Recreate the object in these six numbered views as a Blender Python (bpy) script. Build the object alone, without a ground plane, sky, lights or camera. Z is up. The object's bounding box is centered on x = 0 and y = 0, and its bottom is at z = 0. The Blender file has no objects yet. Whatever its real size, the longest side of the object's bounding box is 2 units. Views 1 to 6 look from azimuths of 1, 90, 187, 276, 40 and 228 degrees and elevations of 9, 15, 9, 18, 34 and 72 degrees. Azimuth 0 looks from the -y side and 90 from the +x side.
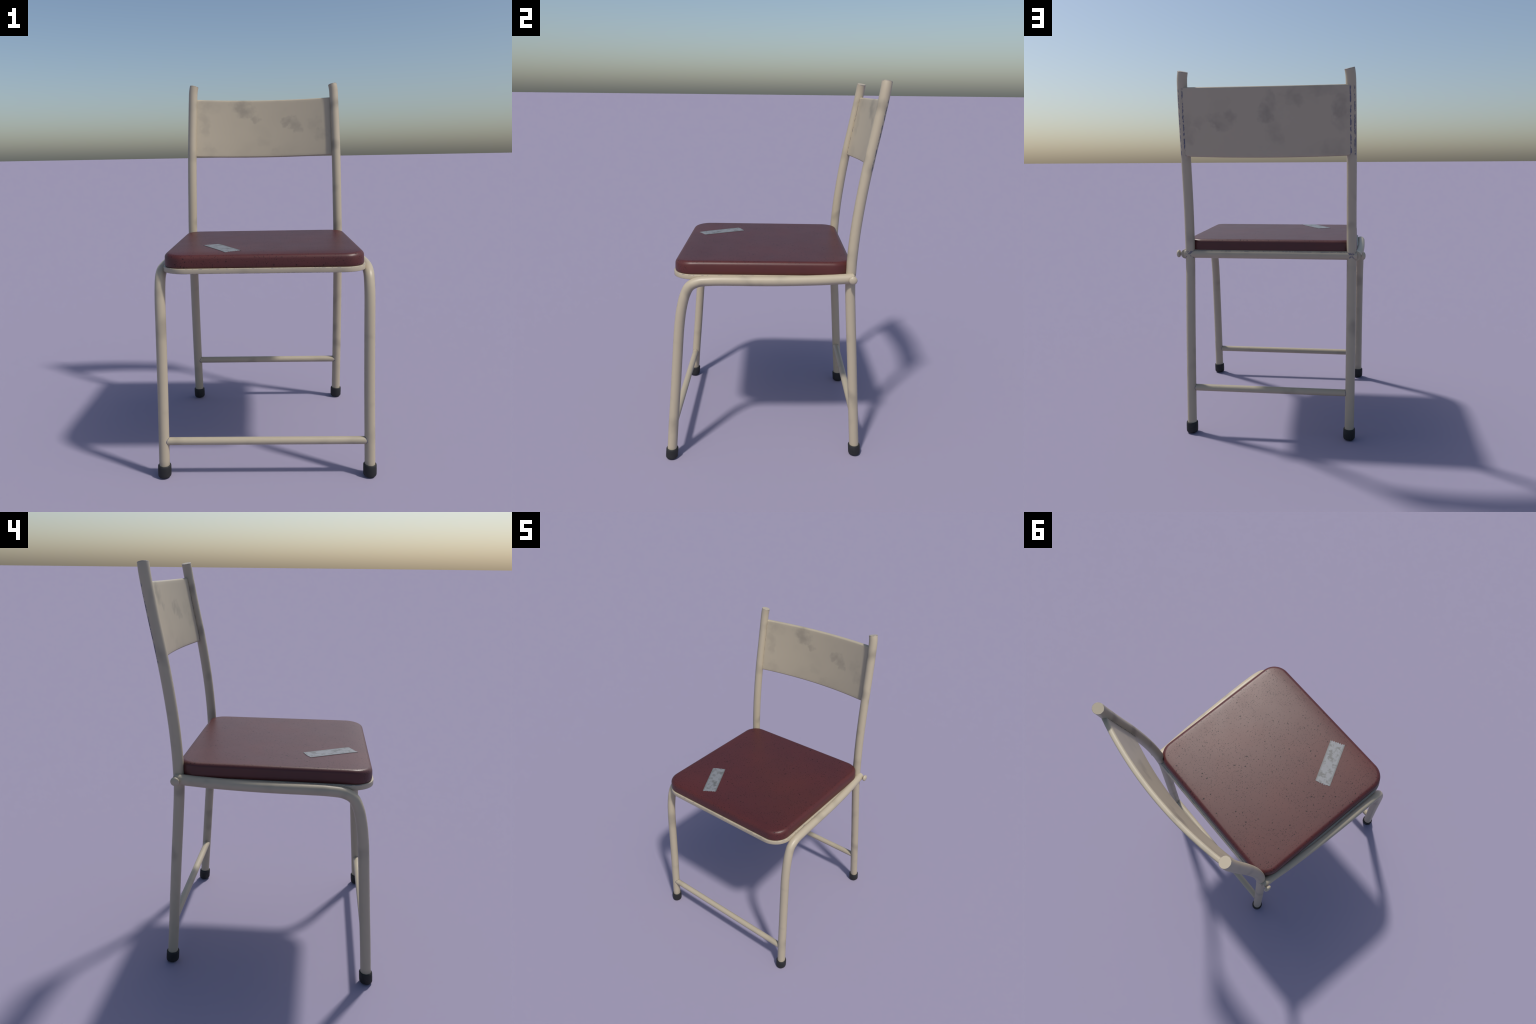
"""Tubular steel school chair with a maroon vinyl seat, built part by part."""
import bpy, bmesh, math, random
from mathutils import Vector, Matrix
import numpy as np

random.seed(7)

# ------------------------------------------------------------------ dimensions
TUBE_R = 0.0262           # legs, posts and side rails
STRETCHER_R = 0.0190
CROSSBAR_R = 0.0238
FOOT_R = 0.0328
FOOT_H = 0.062
SEAT_Z0 = 1.0415          # underside of the cushion
SEAT_TOP = 1.1095
JOINT_Z = 1.0270          # where rail, crossbar and post meet
PANEL_T = 0.0255
PANEL_BOW = 0.262         # backrest curvature: y = y0 - bow * x^2
PANEL_Z0, PANEL_Z1 = 1.5625, 1.9140
PANEL_X = 0.451

# centre lines, right-hand side (x > 0); the left side mirrors them
REAR_LEG = [(.4480, .4545, .020), (.4484, .4515, .060), (.4498, .4360, .285), (.4504, .4175, .560),
            (.4500, .3990, .820), (.4492, .3905, .960), (.4488, .3890, 1.043)]
BACK_POST = [(.4483, .3900, 1.034), (.4480, .3935, 1.130), (.4460, .4060, 1.285), (.4445, .4260, 1.442),
             (.4425, .4520, 1.602), (.4390, .4820, 1.758), (.4348, .5085, 1.905), (.4328, .5160, 1.952),
             (.4298, .5193, 1.9760), (.4264, .5220, 1.9930)]
FRONT_LEG = [(.4735, .4010, 1.0265), (.4795, .3200, 1.0228), (.4885, .2200, 1.0198), (.4985, .0500, 1.0168),
             (.5040, -.1000, 1.0165), (.5072, -.2200, 1.0175), (.5088, -.3200, 1.0163), (.5090, -.3870, 1.0088),
             (.5090, -.4295, .9862), (.5090, -.4530, .9440), (.5083, -.4730, .8700), (.5066, -.4880, .7700),
             (.5060, -.5040, .5820), (.5060, -.5190, .3930), (.5066, -.5330, .2300), (.5073, -.5460, .060),
             (.5073, -.5492, .020)]


# ------------------------------------------------------------------ node helpers
class Nodes:
    """Small wrapper that makes node maths readable."""

    def __init__(self, mat):
        mat.use_nodes = True
        self.t = mat.node_tree
        self.t.nodes.clear()
        self.out = self.t.nodes.new("ShaderNodeOutputMaterial")
        self.bsdf = self.t.nodes.new("ShaderNodeBsdfPrincipled")
        self.t.links.new(self.bsdf.outputs[0], self.out.inputs[0])
        self.co = self.t.nodes.new("ShaderNodeTexCoord").outputs["Object"]
        sep = self.t.nodes.new("ShaderNodeSeparateXYZ")
        self.t.links.new(self.co, sep.inputs[0])
        self.x, self.y, self.z = sep.outputs

    def put(self, socket, v):
        if isinstance(v, bpy.types.NodeSocket):
            self.t.links.new(v, socket)
        else:
            socket.default_value = v

    def m(self, op, a, b=0.0, c=0.0, clamp=False):
        n = self.t.nodes.new("ShaderNodeMath")
        n.operation = op
        n.use_clamp = clamp
        for s, v in zip(n.inputs, (a, b, c)):
            self.put(s, v)
        return n.outputs[0]

    def add(self, a, b): return self.m("ADD", a, b)
    def sub(self, a, b): return self.m("SUBTRACT", a, b)
    def mul(self, a, b): return self.m("MULTIPLY", a, b)
    def abs(self, a): return self.m("ABSOLUTE", a)

    def step(self, v, lo, hi):
        """smooth ramp 0..1 as v goes lo..hi (also with lo > hi)"""
        n = self.t.nodes.new("ShaderNodeMapRange")
        n.interpolation_type = "SMOOTHSTEP"
        flip = lo > hi
        self.put(n.inputs[0], v)
        self.put(n.inputs[1], min(lo, hi))
        self.put(n.inputs[2], max(lo, hi))
        self.put(n.inputs[3], 1.0 if flip else 0.0)
        self.put(n.inputs[4], 0.0 if flip else 1.0)
        return n.outputs[0]

    def band(self, v, centre, half, soft):
        return self.step(self.abs(self.sub(v, centre)), half + soft, half - soft)

    def mapped(self, scale=(1, 1, 1), loc=(0, 0, 0), rot=(0, 0, 0), src=None):
        n = self.t.nodes.new("ShaderNodeMapping")
        self.put(n.inputs[0], src or self.co)
        n.inputs["Scale"].default_value = scale
        n.inputs["Location"].default_value = loc
        n.inputs["Rotation"].default_value = rot
        return n.outputs[0]

    def noise(self, scale, detail=2.0, rough=0.5, vec=None, distort=0.0, colour=False):
        n = self.t.nodes.new("ShaderNodeTexNoise")
        self.put(n.inputs["Vector"], vec or self.co)
        n.inputs["Scale"].default_value = scale
        n.inputs["Detail"].default_value = detail
        n.inputs["Roughness"].default_value = rough
        n.inputs["Distortion"].default_value = distort
        return n.outputs[1 if colour else 0]

    def mix(self, fac, a, b):
        n = self.t.nodes.new("ShaderNodeMix")
        n.data_type = "RGBA"
        self.put(n.inputs[0], fac)
        for s, v in ((n.inputs[6], a), (n.inputs[7], b)):
            self.put(s, v if isinstance(v, bpy.types.NodeSocket) else (*v, 1.0))
        return n.outputs[2]

    def bump(self, height, strength, dist):
        n = self.t.nodes.new("ShaderNodeBump")
        n.inputs["Strength"].default_value = strength
        n.inputs["Distance"].default_value = dist
        self.put(n.inputs["Height"], height)
        self.t.links.new(n.outputs[0], self.bsdf.inputs["Normal"])

    def finish(self, colour, rough, metal=0.0, spec=0.5):
        self.put(self.bsdf.inputs["Base Color"], colour if isinstance(colour, bpy.types.NodeSocket) else (*colour, 1))
        self.put(self.bsdf.inputs["Roughness"], rough)
        self.put(self.bsdf.inputs["Metallic"], metal)
        self.bsdf.inputs["Specular IOR Level"].default_value = spec


CREAM = (0.428, 0.370, 0.270)
GRIME = (0.170, 0.155, 0.125)
STEEL = (0.110, 0.116, 0.160)


def cream_paint(name, wear=None, blobs=None, blotch=0.5, seed=0.0):
    """Cream enamel with soft grime; `wear(n)` gives a 0..1 bare-steel mask,
    `blobs` lists soft stains (x, z, half width, half height, strength)."""
    mat = bpy.data.materials.new(name)
    n = Nodes(mat)
    moved = n.mapped(loc=(seed, seed * 1.7, seed * 0.6))
    cloud = n.step(n.noise(6.5, 1.5, 0.5, moved, 0.2), 0.52, 0.78)
    fine = n.step(n.noise(22.0, 3.0, 0.6, moved), 0.38, 0.70)
    grime = n.mul(n.mul(cloud, n.add(n.mul(fine, 0.25), 0.75)), blotch)
    if blobs:
        wob = n.t.nodes.new("ShaderNodeSeparateXYZ")
        n.t.links.new(n.noise(13.0, 3.0, 0.6, moved, colour=True), wob.inputs[0])
        px = n.add(n.x, n.mul(n.sub(wob.outputs[0], 0.5), 0.12))
        pz = n.add(n.z, n.mul(n.sub(wob.outputs[2], 0.5), 0.12))
        mott = n.noise(17.0, 3.0, 0.55, moved)
        for bx, bz, rx, rz, s in blobs:
            ex = n.m("DIVIDE", n.sub(px, bx), rx * 1.25)
            ez = n.m("DIVIDE", n.sub(pz, bz), rz * 1.25)
            d = n.add(n.mul(ex, ex), n.mul(ez, ez))
            grime = n.m("MAXIMUM", grime, n.mul(n.mul(n.step(d, 1.7, 0.0), n.add(n.mul(n.step(mott, 0.26, 0.72), 0.7), 0.3)), s * 0.66))
    colour = n.mix(grime, CREAM, GRIME)
    tone = n.noise(2.2, 2.0, 0.5, moved)
    colour = n.mix(n.mul(n.step(tone, 0.35, 0.7), 0.10), colour, (0.410, 0.345, 0.235))
    rough, metal = 0.42, 0.0
    if wear:
        w = n.m("MINIMUM", wear(n), 1.0)
        colour = n.mix(w, colour, STEEL)
        rough = n.add(n.mul(w, 0.12), 0.42)
        metal = n.mul(w, 0.25)
    n.finish(colour, rough, metal, 0.45)
    return mat


def chips(n, scale=60.0, stretch=(1, 1, 0.35), lo=0.46, hi=0.52):
    """ragged on/off pattern used to break up worn edges"""
    return n.step(n.noise(scale, 3.0, 0.65, n.mapped(scale=stretch)), lo, hi)


# ------------------------------------------------------------------ geometry helpers
ROOT = None


def new_object(name, verts, faces, mats, parent, smooth_angle=40, face_mats=None):
    me = bpy.data.meshes.new(name)
    me.from_pydata([tuple(v) for v in verts], [], faces)
    for m in mats:
        me.materials.append(m)
    if face_mats:
        for p, k in zip(me.polygons, face_mats):
            p.material_index = k
    bm = bmesh.new()
    bm.from_mesh(me)
    bmesh.ops.recalc_face_normals(bm, faces=bm.faces)
    bm.to_mesh(me)
    bm.free()
    me.polygons.foreach_set("use_smooth", [True] * len(me.polygons))
    me.set_sharp_from_angle(angle=math.radians(smooth_angle))
    ob = bpy.data.objects.new(name, me)
    bpy.context.scene.collection.objects.link(ob)
    ob.parent = parent
    return ob


def catmull(pts, per=10):
    """centripetal-ish Catmull-Rom through the control points"""
    P = [np.array(p, float) for p in pts]
    P = [2 * P[0] - P[1]] + P + [2 * P[-1] - P[-2]]
    out = []
    for i in range(1, len(P) - 2):
        p0, p1, p2, p3 = P[i - 1:i + 3]
        t0 = 0.0
        t1 = t0 + np.linalg.norm(p1 - p0) ** 0.5
        t2 = t1 + np.linalg.norm(p2 - p1) ** 0.5
        t3 = t2 + np.linalg.norm(p3 - p2) ** 0.5
        for k in range(per):
            t = t1 + (t2 - t1) * k / per
            a1 = (t1 - t) / (t1 - t0) * p0 + (t - t0) / (t1 - t0) * p1
            a2 = (t2 - t) / (t2 - t1) * p1 + (t - t1) / (t2 - t1) * p2
            a3 = (t3 - t) / (t3 - t2) * p2 + (t - t2) / (t3 - t2) * p3
            b1 = (t2 - t) / (t2 - t0) * a1 + (t - t0) / (t2 - t0) * a2
            b2 = (t3 - t) / (t3 - t1) * a2 + (t - t1) / (t3 - t1) * a3
            out.append((t2 - t) / (t2 - t1) * b1 + (t - t1) / (t2 - t1) * b2)
    out.append(P[-2])
    return out


def tube(name, path, radius, mats, parent, seg=36, rim=0.0015, per=10, smooth=40):
    """round bar swept along a path, flat ends with a tiny broken rim"""
    pts = [Vector(p) for p in (catmull(path, per) if len(path) > 2 else path)]
    tang = []
    for i in range(len(pts)):
        a, b = pts[max(i - 1, 0)], pts[min(i + 1, len(pts) - 1)]
        tang.append((b - a).normalized())
    side = tang[0].orthogonal().normalized()
    rings, prev = [], tang[0]
    for i, (p, t) in enumerate(zip(pts, tang)):
        side = (prev.rotation_difference(t) @ side)
        side = (side - side.dot(t) * t).normalized()
        prev = t
        rings.append((p, t, side, radius))
    p, t, s, r = rings[0]
    rings[0] = (p + t * rim, t, s, r)
    rings.insert(0, (p, t, s, r - rim))
    p, t, s, r = rings[-1]
    rings[-1] = (p - t * rim, t, s, r)
    rings.append((p, t, s, r - rim))
    verts, faces = [], []
    for p, t, s, r in rings:
        u = t.cross(s)
        for k in range(seg):
            a = 2 * math.pi * k / seg
            verts.append(p + r * (math.cos(a) * s + math.sin(a) * u))
    for i in range(len(rings) - 1):
        for k in range(seg):
            k2 = (k + 1) % seg
            faces.append((i * seg + k, i * seg + k2, (i + 1) * seg + k2, (i + 1) * seg + k))
    faces.append(tuple(range(seg))[::-1])
    faces.append(tuple((len(rings) - 1) * seg + k for k in range(seg)))
    return new_object(name, verts, faces, mats, parent, smooth)


def lathe(name, profile, origin, axis, mats, parent, seg=40, shear=(0, 0)):
    """turn (radius, height) pairs round an axis; shear leans the part"""
    axis = Vector(axis).normalized()
    s = axis.orthogonal().normalized()
    u = axis.cross(s)
    o = Vector(origin)
    verts, faces = [], []
    for r, h in profile:
        c = o + axis * h + Vector((shear[0] * h, shear[1] * h, 0))
        for k in range(seg):
            a = 2 * math.pi * k / seg
            verts.append(c + r * (math.cos(a) * s + math.sin(a) * u))
    nr = len(profile)
    for i in range(nr - 1):
        for k in range(seg):
            k2 = (k + 1) % seg
            faces.append((i * seg + k, i * seg + k2, (i + 1) * seg + k2, (i + 1) * seg + k))
    faces.append(tuple(range(seg))[::-1])
    faces.append(tuple((nr - 1) * seg + k for k in range(seg)))
    return new_object(name, verts, faces, mats, parent, 50)


def mirror(path, sx):
    return [(sx * x, y, z) for x, y, z in path]


_AXES = {}


def axis_at(path, z):
    """x, y of a roughly upright centre line at height z"""
    if id(path) not in _AXES:
        _AXES[id(path)] = np.array(sorted(catmull(path, 10), key=lambda p: p[2]))
    P = _AXES[id(path)]
    return (float(np.interp(z, P[:, 2], P[:, 0])), float(np.interp(z, P[:, 2], P[:, 1])))


def rounded_outline(y0, y1, hw0, hw1, r_front, r_back, n=14):
    """trapezoid with rounded corners, seen from above; hw0 at y0 (front), hw1 at y1"""
    def corner(cx, cy, r, a0):
        return [(cx + r * math.cos(a0 + math.pi / 2 * k / n), cy + r * math.sin(a0 + math.pi / 2 * k / n))
                for k in range(n + 1)]
    pts = []
    pts += corner(hw1 - r_back, y1 - r_back, r_back, 0)
    pts += corner(-hw1 + r_back, y1 - r_back, r_back, math.pi / 2)
    pts += corner(-hw0 + r_front, y0 + r_front, r_front, math.pi)
    pts += corner(hw0 - r_front, y0 + r_front, r_front, 1.5 * math.pi)
    # add points along the straight runs so shading stays even
    out = []
    for i, p in enumerate(pts):
        q = pts[(i + 1) % len(pts)]
        out.append(p)
        d = math.hypot(q[0] - p[0], q[1] - p[1])
        m = int(d / 0.03)
        for k in range(1, m):
            out.append((p[0] + (q[0] - p[0]) * k / m, p[1] + (q[1] - p[1]) * k / m))
    return out


# ------------------------------------------------------------------ the seat
CUSHION = dict(y0=-.5175, y1=.3960, hw0=.4855, hw1=.4795, r_front=.098, r_back=.098)


def inset_outline(pts, d):
    """move a closed convex outline inwards by d along its normals"""
    n = len(pts)
    out = []
    for i in range(n):
        a, b = pts[i - 1], pts[(i + 1) % n]
        tx, ty = b[0] - a[0], b[1] - a[1]
        l = math.hypot(tx, ty)
        out.append((pts[i][0] - ty / l * d, pts[i][1] + tx / l * d))
    return out


def seat_top(x, y):
    """height of the padded top: flat, falling away gently towards the front edge"""
    front = min(max((y - CUSHION["y0"]) / 0.135, 0.0), 1.0)
    side = min(CUSHION["hw0"] - abs(x), CUSHION["y1"] - y)
    side = min(max(side / 0.06, 0.0), 1.0)
    return SEAT_TOP - 0.0090 * (1 - front) ** 2.6 - 0.0012 * (1 - side) ** 2


def build_cushion(mat, parent):
    base = rounded_outline(**CUSHION)
    n = len(base)
    r = 0.0235
    rings = []      # each ring is a list of (x, y, z)

    def flat(inset, z):
        rings.append([(x, y, z) for x, y in inset_outline(base, inset)])

    for inset, z in ((.012, -.002), (.0035, 0), (.001, .004), (0, .012), (0, .022), (.0004, .031)):
        flat(inset, SEAT_Z0 + z)
    inner = inset_outline(base, .0008 + r)
    tops = [seat_top(x, y) for x, y in inner]
    for k in range(1, 11):
        a = math.pi / 2 * k / 10
        ring = inset_outline(base, .0008 + r * (1 - math.cos(a)))
        rings.append([(x, y, t - r + r * math.sin(a)) for (x, y), t in zip(ring, tops)])
    cx, cy = 0.0, (CUSHION["y0"] + CUSHION["y1"]) / 2
    for k in range(1, 31):
        f = 1 - (k / 31) ** 1.4
        ring = [(cx + (x - cx) * f, cy + (y - cy) * f) for x, y in inner]
        rings.append([(x, y, seat_top(x, y)) for x, y in ring])
    verts = [v for ring in rings for v in ring]
    verts.append((cx, cy, SEAT_TOP))
    faces = []
    for i in range(len(rings) - 1):
        for k in range(n):
            k2 = (k + 1) % n
            faces.append((i * n + k, i * n + k2, (i + 1) * n + k2, (i + 1) * n + k))
    last = (len(rings) - 1) * n
    for k in range(n):
        faces.append((last + k, last + (k + 1) % n, len(verts) - 1))
    faces.append(tuple(range(n))[::-1])
    return new_object("seat_cushion", verts, faces, [mat], parent, 60)


def build_pan(mat, parent):
    base = rounded_outline(-.5255, .3930, .4935, .4880, .116, .075)
    n = len(base)
    z0, z1 = 1.0162, 1.0410
    prof = [(.0022, z0), (.0006, z0 + .0006), (0, z0 + .0022), (0, z1 - .0022), (.0006, z1 - .0006), (.0022, z1)]
    verts, faces = [], []
    for d, z in prof:
        verts += [(x, y, z) for x, y in inset_outline(base, d)]
    for i in range(len(prof) - 1):
        for k in range(n):
            k2 = (k + 1) % n
            faces.append((i * n + k, i * n + k2, (i + 1) * n + k2, (i + 1) * n + k))
    faces.append(tuple(range(n))[::-1])
    faces.append(tuple((len(prof) - 1) * n + k for k in range(n)))
    return new_object("seat_pan", verts, faces, [mat], parent, 50)


def vinyl():
    mat = bpy.data.materials.new("maroon_vinyl")
    n = Nodes(mat)
    red, deep, speck = (0.082, 0.0170, 0.0152), (0.070, 0.0155, 0.0152), (0.012, 0.012, 0.013)
    colour = n.mix(n.step(n.noise(3.0, 2.0), 0.35, 0.65), red, deep)
    # dark flecks of several sizes, ragged, gathered loosely in places
    wob = n.t.nodes.new("ShaderNodeMix")
    wob.data_type = "VECTOR"
    wob.inputs[0].default_value = 0.0105
    n.t.links.new(n.co, wob.inputs[4])
    n.t.links.new(n.noise(210.0, 2.0, colour=True), wob.inputs[5])
    # unroll top and front wall into one sheet (x, y + z)
    ws = n.t.nodes.new("ShaderNodeSeparateXYZ")
    n.t.links.new(wob.outputs[1], ws.inputs[0])
    flat = n.t.nodes.new("ShaderNodeCombineXYZ")
    n.t.links.new(ws.outputs[0], flat.inputs[0])
    n.put(flat.inputs[1], n.add(ws.outputs[1], ws.outputs[2]))
    flecks = None
    where = n.step(n.noise(7.0, 2.0), 0.30, 0.62)
    for scale, keep, size, dark in ((24.0, 0.13, 0.115, 1.0), (46.0, 0.24, 0.155, 0.95), (80.0, 0.36, 0.200, 0.8), (125.0, 0.40, 0.25, 0.6)):
        v = n.t.nodes.new("ShaderNodeTexVoronoi")
        v.voronoi_dimensions = "2D"
        n.t.links.new(flat.outputs[0], v.inputs["Vector"])
        v.inputs["Scale"].default_value = scale
        rnd = n.t.nodes.new("ShaderNodeSeparateColor")
        n.t.links.new(v.outputs["Color"], rnd.inputs[0])
        on = n.step(n.sub(n.mul(n.add(where, 0.6), keep), rnd.outputs[0]), -0.01, 0.01)
        rad = n.mul(n.add(n.mul(rnd.outputs[1], 0.75), 0.25), size)
        dot = n.mul(n.step(n.m("DIVIDE", v.outputs["Distance"], rad), 1.15, 0.65), n.mul(on, dark))
        flecks = dot if flecks is None else n.m("MAXIMUM", flecks, dot)
    # the side and back walls of the cushion are nearly free of flecks
    top = n.step(n.z, 1.0995, 1.1035)
    front = n.step(n.y, -0.42, -0.485)
    flecks = n.mul(flecks, n.m("MAXIMUM", top, front))
    colour = n.mix(n.mul(flecks, 0.85), colour, speck)
    n.finish(colour, n.add(n.mul(n.noise(9.0, 2.0), 0.06), 0.385), 0.0, 0.5)
    n.put(n.bsdf.inputs["Specular IOR Level"], n.sub(0.46, n.mul(flecks, 0.28)))
    n.bump(n.noise(420.0, 2.0), 0.04, 0.002)
    return mat


def tape_material(u_dir, centre):
    mat = bpy.data.materials.new("grey_tape")
    n = Nodes(mat)
    light, dirt = (0.205, 0.213, 0.224), (0.090, 0.091, 0.084)
    patch = n.step(n.noise(42.0, 3.0, 0.58, distort=0.3), 0.47, 0.66)
    colour = n.mix(n.mul(patch, 0.75), light, dirt)
    # greyer along both long edges: distance across the strip
    v = n.add(n.mul(n.sub(n.x, centre[0]), -u_dir[1]), n.mul(n.sub(n.y, centre[1]), u_dir[0]))
    rim = n.step(n.abs(v), 0.031, 0.043)
    colour = n.mix(n.mul(rim, 0.8), colour, (0.115, 0.120, 0.116))
    n.finish(colour, 0.45, 0.0, 0.5)
    return mat


def build_tape(parent):
    a, d = Vector((-.1125, -.4155)), Vector((-.2394, -.1875))
    b, c = Vector((-.1905, -.4551)), Vector((-.3149, -.2251))
    centre = (a + b + c + d) / 4
    u = ((d + c) - (a + b)).normalized()
    v = Vector((-u.y, u.x))
    half_l, half_w = ((d + c) - (a + b)).length / 4, 0.0436
    rng = random.Random(11)
    nu, nv = 40, 22
    rag = [[rng.uniform(-.0022, .0022) + (.0030 * math.sin(k * 1.9 + e * 2) if k % 3 else -.002)
            for k in range(nv + 1)] for e in range(2)]
    thick = 0.0016
    verts = []
    for layer in (thick, -0.001):
        for i in range(nu + 1):
            for k in range(nv + 1):
                s = -1 + 2 * i / nu
                w = (-1 + 2 * k / nv) * half_w
                l = s * half_l
                if i == 0:
                    l += rag[0][k]
                if i == nu:
                    l += rag[1][k]
                p = centre + u * l + v * w
                verts.append((p.x, p.y, seat_top(p.x, p.y) + layer))
    row, sheet = nv + 1, (nu + 1) * (nv + 1)
    faces = []
    for i in range(nu):
        for k in range(nv):
            q = (i * row + k, i * row + k + 1, (i + 1) * row + k + 1, (i + 1) * row + k)
            faces.append(q)
            faces.append(tuple(j + sheet for j in q[::-1]))
    rim = ([(0, k) for k in range(nv)] + [(i, nv) for i in range(nu)] +
           [(nu, k) for k in range(nv, 0, -1)] + [(i, 0) for i in range(nu, 0, -1)])
    ids = [i * row + k for i, k in rim]
    for j in range(len(ids)):
        p, q = ids[j], ids[(j + 1) % len(ids)]
        faces.append((p, q, q + sheet, p + sheet))
    return new_object("tape_strip", verts, faces, [tape_material((u.x, u.y), (centre.x, centre.y))], parent, 30)


# ------------------------------------------------------------------ the backrest
def panel_back_y(x, z):
    px, py = axis_at(BACK_POST, z)
    return py + 0.0240 + PANEL_BOW * (px * px - x * x)


def build_panel(front_mat, back_mat, parent):
    """bowed plate with rounded edges: lofted cross-sections along x"""
    nx, bev, nb = 72, 0.0085, 5
    zs_mid = np.linspace(PANEL_Z0 + bev, PANEL_Z1 - bev, 26)
    loop = []     # (z, depth from back face, which side)
    for z in zs_mid:
        loop.append((z, 0.0))
    for k in range(1, nb + 1):
        a = math.pi / 2 * k / nb
        loop.append((PANEL_Z1 - bev + bev * math.sin(a), bev * (1 - math.cos(a))))
    for k in range(0, nb):
        a = math.pi / 2 * (1 - k / nb)
        loop.append((PANEL_Z1 - bev + bev * math.sin(a), PANEL_T - bev * (1 - math.cos(a))))
    for z in zs_mid[::-1]:
        loop.append((z, PANEL_T))
    for k in range(1, nb + 1):
        a = math.pi / 2 * k / nb
        loop.append((PANEL_Z0 + bev - bev * math.sin(a), PANEL_T - bev * (1 - math.cos(a))))
    for k in range(0, nb):
        a = math.pi / 2 * (1 - k / nb)
        loop.append((PANEL_Z0 + bev - bev * math.sin(a), bev * (1 - math.cos(a))))
    n = len(loop)
    axis = {z: axis_at(BACK_POST, z) for z, _ in loop}
    mid = (PANEL_Z0 + PANEL_Z1) / 2
    verts = []
    for i in range(nx + 1):
        x = -PANEL_X + 2 * PANEL_X * i / nx
        # corners of the plate are gently rounded
        e = max(0.0, abs(x) - (PANEL_X - 0.030)) / 0.030
        sq = 1 - (1 - math.sqrt(max(0.0, 1 - e * e))) * 0.030 / (PANEL_Z1 - mid)
        for z, dpt in loop:
            px, py = axis[z]
            zz = mid + (z - mid) * sq
            py = axis_at(BACK_POST, zz)[1] if sq < 1 else py
            bow = PANEL_BOW * (px * px - x * x) * (1 + 0.10 * (PANEL_Z1 - zz) / (PANEL_Z1 - PANEL_Z0))
            verts.append((x, py + 0.0240 + bow - dpt, zz - 0.15 * bow + 0.05 * dpt))
    faces, fm = [], []
    for i in range(nx):
        for k in range(n):
            k2 = (k + 1) % n
            faces.append((i * n + k, (i + 1) * n + k, (i + 1) * n + k2, i * n + k2))
            fm.append(0 if (loop[k][1] + loop[k2][1]) / 2 > PANEL_T / 2 else 1)
    faces.append(tuple(range(n)))
    faces.append(tuple(nx * n + k for k in range(n))[::-1])
    fm += [1, 1]
    return new_object("backrest_panel", verts, faces, [front_mat, back_mat], parent, 50, fm)


# ------------------------------------------------------------------ wear masks
def post_wear(n):
    """bare steel along both lines where the panel's back meets the post, a hairline at the front, top rim"""
    xa = n.abs(n.x)
    z0, z1 = 1.60, 1.88
    (xA, yA), (xB, yB) = axis_at(BACK_POST, z0), axis_at(BACK_POST, z1)
    cx = n.add(n.mul(n.sub(n.z, z0), (xB - xA) / (z1 - z0)), xA)
    cy = n.add(n.mul(n.sub(n.z, z0), (yB - yA) / (z1 - z0)), yA)
    ang = n.m("ARCTAN2", n.sub(xa, cx), n.sub(n.y, cy))
    # the true meeting angles, solved on the geometry
    zz = 1.74
    px, py = axis_at(BACK_POST, zz)
    hits = []
    N = 1440
    def side_of(t, off):
        x, y = px + TUBE_R * math.sin(t), py + TUBE_R * math.cos(t)
        return y - panel_back_y(x, zz) + off
    for off in (0.0, PANEL_T):
        for k in range(N):
            t0, t1 = -math.pi + 2 * math.pi * k / N, -math.pi + 2 * math.pi * (k + 1) / N
            if side_of(t0, off) * side_of(t1, off) < 0:
                hits.append((t0, off))
    back = [t for t, off in hits if off == 0.0]
    front = [t for t, off in hits if off > 0 and math.sin(t) < 0]
    span = n.mul(n.step(n.z, 1.560, 1.575), n.step(n.z, 1.912, 1.900))
    rag = chips(n, 85.0, (1, 1, 0.6), 0.45, 0.50)
    w = None
    for t in back:
        m = n.mul(n.band(n.add(ang, n.mul(n.sub(n.noise(60.0, 2.0), 0.5), 0.34)), t, 0.15 if t > 0.4 else 0.23, 0.03), rag)
        w = m if w is None else n.m("MAXIMUM", w, m)
    for t in front:
        w = n.m("MAXIMUM", w, n.mul(n.band(ang, t, 0.05, 0.02), n.mul(chips(n, 55.0, (1, 1, .8)), 0.85)))
    w = n.mul(w, span)
    ex, ey, ez = BACK_POST[-1]
    dx, dy, dz = n.sub(xa, ex), n.sub(n.y, ey), n.sub(n.z, ez)
    d = n.m("SQRT", n.add(n.add(n.mul(dx, dx), n.mul(dy, dy)), n.mul(dz, dz)))
    rim = n.mul(n.band(d, TUBE_R - .0003, .0008, .0004), chips(n, 90.0, (1, 1, 1), 0.44, 0.52))
    foot = n.mul(n.mul(n.step(n.z, 1.048, 1.043), n.step(n.y, 0.385, 0.395)), chips(n, 70.0, (1, 1, 1), 0.42, 0.5))
    return n.m("MAXIMUM", n.m("MAXIMUM", w, n.mul(rim, 0.5)), n.mul(foot, 0.8))


def cross_wear(n):
    """X-shaped seam where crossbar and rear leg run through each other"""
    lx = axis_at(REAR_LEG, JOINT_Z)[0]
    dz, dx = n.abs(n.sub(n.z, JOINT_Z)), n.abs(n.sub(n.abs(n.x), lx))
    seam = n.step(n.abs(n.sub(dz, n.mul(dx, 0.92))), 0.0060, 0.0035)
    near = n.mul(n.step(dz, 0.030, 0.026), n.step(n.y, 0.392, 0.400))
    return n.mul(n.mul(seam, near), n.mul(chips(n, 80.0, (1, 1, 1), 0.50, 0.56), 0.8))


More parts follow.
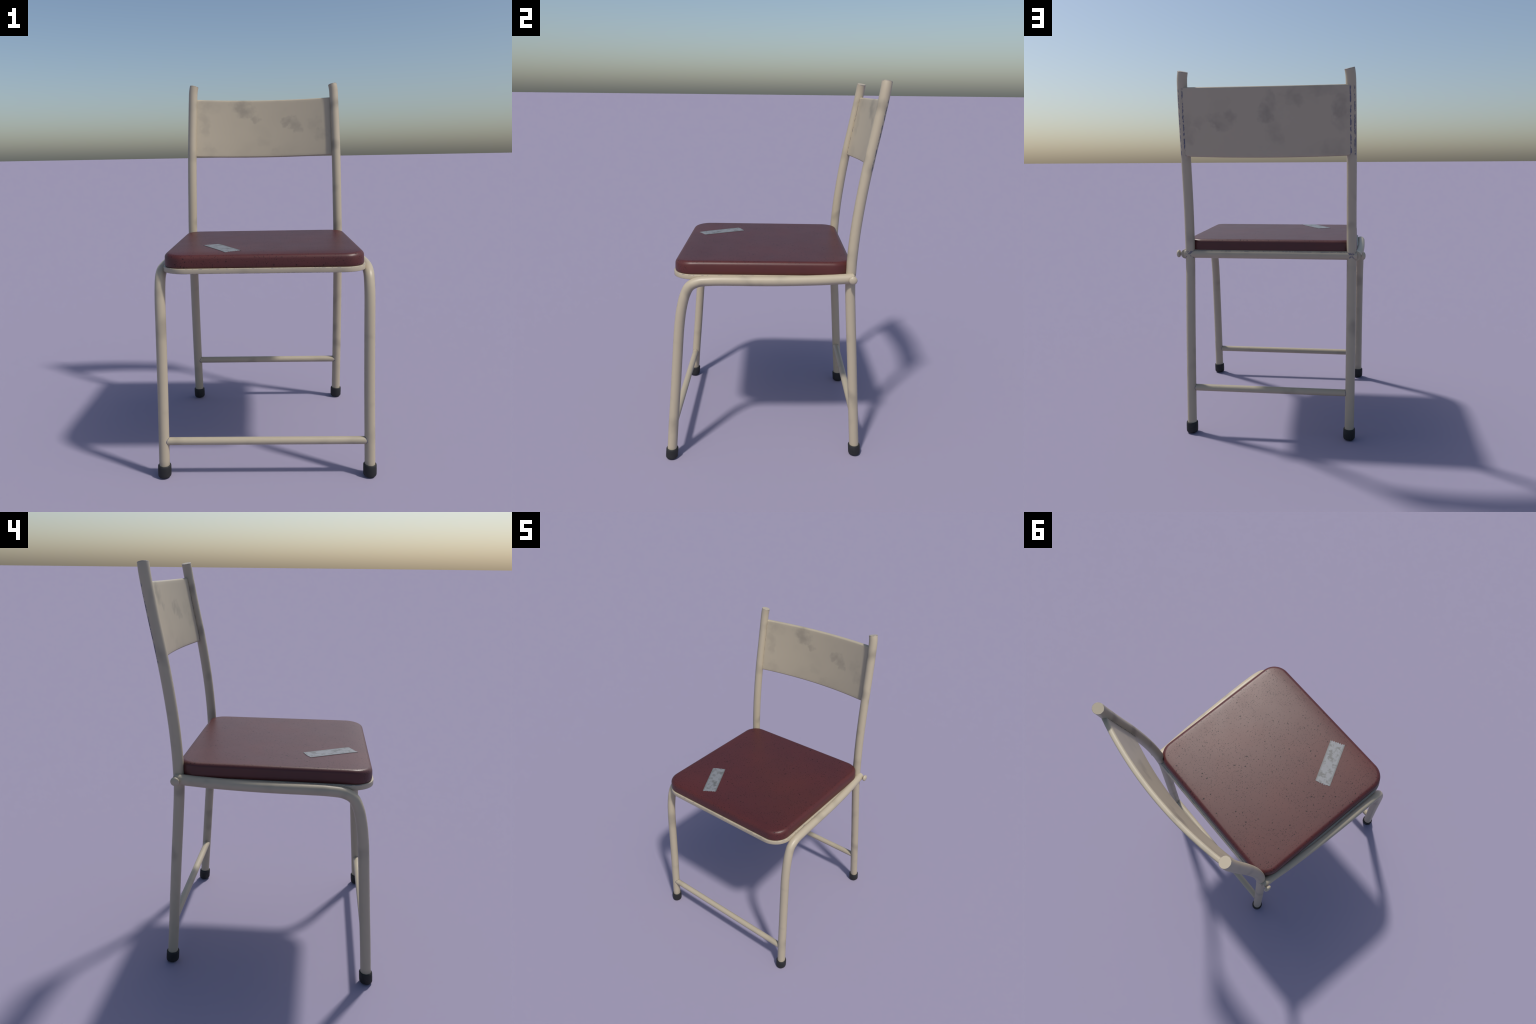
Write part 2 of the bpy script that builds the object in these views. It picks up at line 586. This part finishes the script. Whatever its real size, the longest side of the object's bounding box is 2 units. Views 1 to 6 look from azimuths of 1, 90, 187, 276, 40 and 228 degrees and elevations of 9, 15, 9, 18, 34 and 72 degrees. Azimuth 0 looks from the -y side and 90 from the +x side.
def crossbar_wear(n):
    line = n.mul(n.band(n.z, 1.0455, 0.0016, 0.0006), n.step(n.y, 0.388, 0.392))
    line = n.mul(line, n.mul(chips(n, 30.0, (1, .3, .3), 0.46, 0.56), 0.6))
    return n.m("MAXIMUM", cross_wear(n), line)


def pan_wear(n):
    top = n.band(n.z, 1.0396, 0.0010, 0.0006)
    bottom = n.band(n.z, 1.0164, 0.0012, 0.0006)
    return n.m("MAXIMUM", n.mul(top, n.mul(chips(n, 38.0, (1, 1, .2), 0.52, 0.57), 0.75)),
               n.mul(bottom, chips(n, 46.0, (1, 1, .2), 0.47, 0.53)))


def ring_wear(leg, z):
    """worn ring where a stretcher meets its leg"""
    lx, ly = axis_at(leg, z)

    def f(n):
        dx, dy = n.sub(n.abs(n.x), lx), n.sub(n.y, ly)
        d = n.m("SQRT", n.add(n.mul(dx, dx), n.mul(dy, dy)))
        return n.mul(n.step(d, TUBE_R + .0028, TUBE_R + .0012), chips(n, 95.0, (1, 1, 1), 0.40, 0.47))
    return f


# ------------------------------------------------------------------ small parts
def rubber():
    mat = bpy.data.materials.new("black_rubber")
    n = Nodes(mat)
    dust = n.step(n.noise(45.0, 3.0, 0.6), 0.45, 0.75)
    n.finish(n.mix(n.mul(dust, 0.35), (0.0175, 0.0180, 0.0190), (0.035, 0.036, 0.036)), 0.62, 0.0, 0.35)
    return mat


def build_foot(leg_path, sx, mat, parent):
    x0, y0 = axis_at(leg_path, 0.03)
    x1, y1 = axis_at(leg_path, 0.06)
    lean = (sx * (x1 - x0) / 0.03, (y1 - y0) / 0.03)
    ox, oy = sx * x0 - lean[0] * 0.03, y0 - lean[1] * 0.03
    r, b = FOOT_R, 0.013
    prof = [(r - b, 0.0)]
    for k in range(1, 7):
        a = math.pi / 2 * k / 6
        prof.append((r - b + b * math.sin(a), b * (1 - math.cos(a))))
    prof += [(r + .0003, FOOT_H * .55), (r, FOOT_H - .006), (r - .0012, FOOT_H - .0022), (r - .0036, FOOT_H),
             (r - .0060, FOOT_H - .0012), (TUBE_R - .001, FOOT_H - .004)]
    return lathe("rubber_foot", prof, (ox, oy, 0), (0, 0, 1), [mat], parent, 40, lean)


def build_knob(sx, mat, parent):
    """button-headed bolt through the rail end"""
    prof = [(.0070, -.012), (.0070, .0015)]
    prof += [(.0148, .0016), (.0187, .0030), (.0206, .0062), (.0212, .0100)]
    for k in range(1, 9):
        a = math.pi / 2 * k / 8
        prof.append((max(.0212 * math.cos(a), .0006), .0100 + .0112 * math.sin(a)))
    return lathe("bolt_knob", prof, (sx * .5035, .3950, 1.0270), (sx, 0, 0), [mat], parent, 36)


# ------------------------------------------------------------------ assemble
def main():
    root = bpy.data.objects.new("chair", None)
    bpy.context.scene.collection.objects.link(root)
    root["label"] = "worn cream tubular steel chair with maroon vinyl seat"
    root["category"] = "chair"

    front_stains = [(-.330, 1.873, .065, .035, .40), (-.140, 1.858, .045, .048, .85), (-.094, 1.842, .025, .032, .65),
                    (-.056, 1.794, .026, .024, .60), (-.364, 1.794, .028, .050, .35), (-.364, 1.723, .022, .038, .35),
                    (.145, 1.772, .030, .026, .75), (.185, 1.748, .028, .026, .75), (.210, 1.728, .022, .030, .65),
                    (.311, 1.773, .035, .030, .30), (.349, 1.698, .032, .030, .35), (.079, 1.597, .040, .028, .28),
                    (-.360, 1.600, .045, .030, .28), (-.014, 1.660, .040, .030, .20)]
    back_stains = [(.226, 1.742, .060, .030, .75), (.180, 1.757, .042, .030, .60), (.347, 1.736, .035, .025, .40),
                   (.415, 1.690, .032, .065, .55), (-.008, 1.764, .032, .040, .75), (-.040, 1.820, .026, .050, .50),
                   (-.053, 1.680, .030, .050, .35), (-.151, 1.862, .042, .040, .55), (-.385, 1.800, .034, .060, .80),
                   (-.400, 1.743, .028, .045, .45), (-.280, 1.890, .100, .030, .40), (-.355, 1.600, .060, .040, .45)]
    leg_paint = cream_paint("cream_enamel", blotch=0.75, seed=1.0)
    knob_paint = cream_paint("cream_enamel_bolt", blotch=0.15, seed=5.0)
    rear_paint = cream_paint("cream_enamel_rear_leg", cross_wear, blotch=0.8, seed=2.3)
    post_paint = cream_paint("cream_enamel_post", post_wear, blotch=0.75, seed=3.1)
    bar_paint = cream_paint("cream_enamel_crossbar", crossbar_wear, blotch=0.5, seed=0.4)
    pan_paint = cream_paint("cream_enamel_pan", pan_wear, blotch=0.5, seed=4.2)
    panel_front = cream_paint("cream_enamel_panel_front", None, front_stains, 0.10, 6.0)
    panel_back = cream_paint("cream_enamel_panel_back", None, back_stains, 0.12, 8.0)
    front_bar = cream_paint("cream_enamel_stretcher", ring_wear(FRONT_LEG, .181), blotch=0.5, seed=7.7)
    rear_bar = cream_paint("cream_enamel_rear_stretcher", ring_wear(REAR_LEG, .260), blotch=0.5, seed=9.1)
    black = rubber()

    build_cushion(vinyl(), root)
    build_pan(pan_paint, root)
    build_tape(root)
    build_panel(panel_front, panel_back, root)
    for sx in (1, -1):
        tube("back_post", mirror(BACK_POST, sx), TUBE_R + .0003, [post_paint], root, rim=.0010)
        rear = tube("rear_leg", mirror(REAR_LEG, sx), TUBE_R - .0003, [rear_paint], root)
        front = tube("front_leg", mirror(FRONT_LEG, sx), TUBE_R, [leg_paint], root, rim=.0012)
        build_foot(REAR_LEG, sx, black, rear)
        build_foot(FRONT_LEG, sx, black, front)
        build_knob(sx, knob_paint, front)
    fx, fy = axis_at(FRONT_LEG, .181)
    tube("stretcher", [(-fx + .006, fy - .003, .181), (fx - .006, fy - .003, .181)], STRETCHER_R, [front_bar], root)
    rx, ry = axis_at(REAR_LEG, .260)
    tube("stretcher", [(-rx + .006, ry - .004, .260), (rx - .006, ry - .004, .260)], STRETCHER_R, [rear_bar], root)
    lx, ly = axis_at(REAR_LEG, JOINT_Z)
    tube("crossbar", [(-lx - .030, ly + .0012, JOINT_Z), (lx + .030, ly + .0012, JOINT_Z)], CROSSBAR_R, [bar_paint], root)


main()
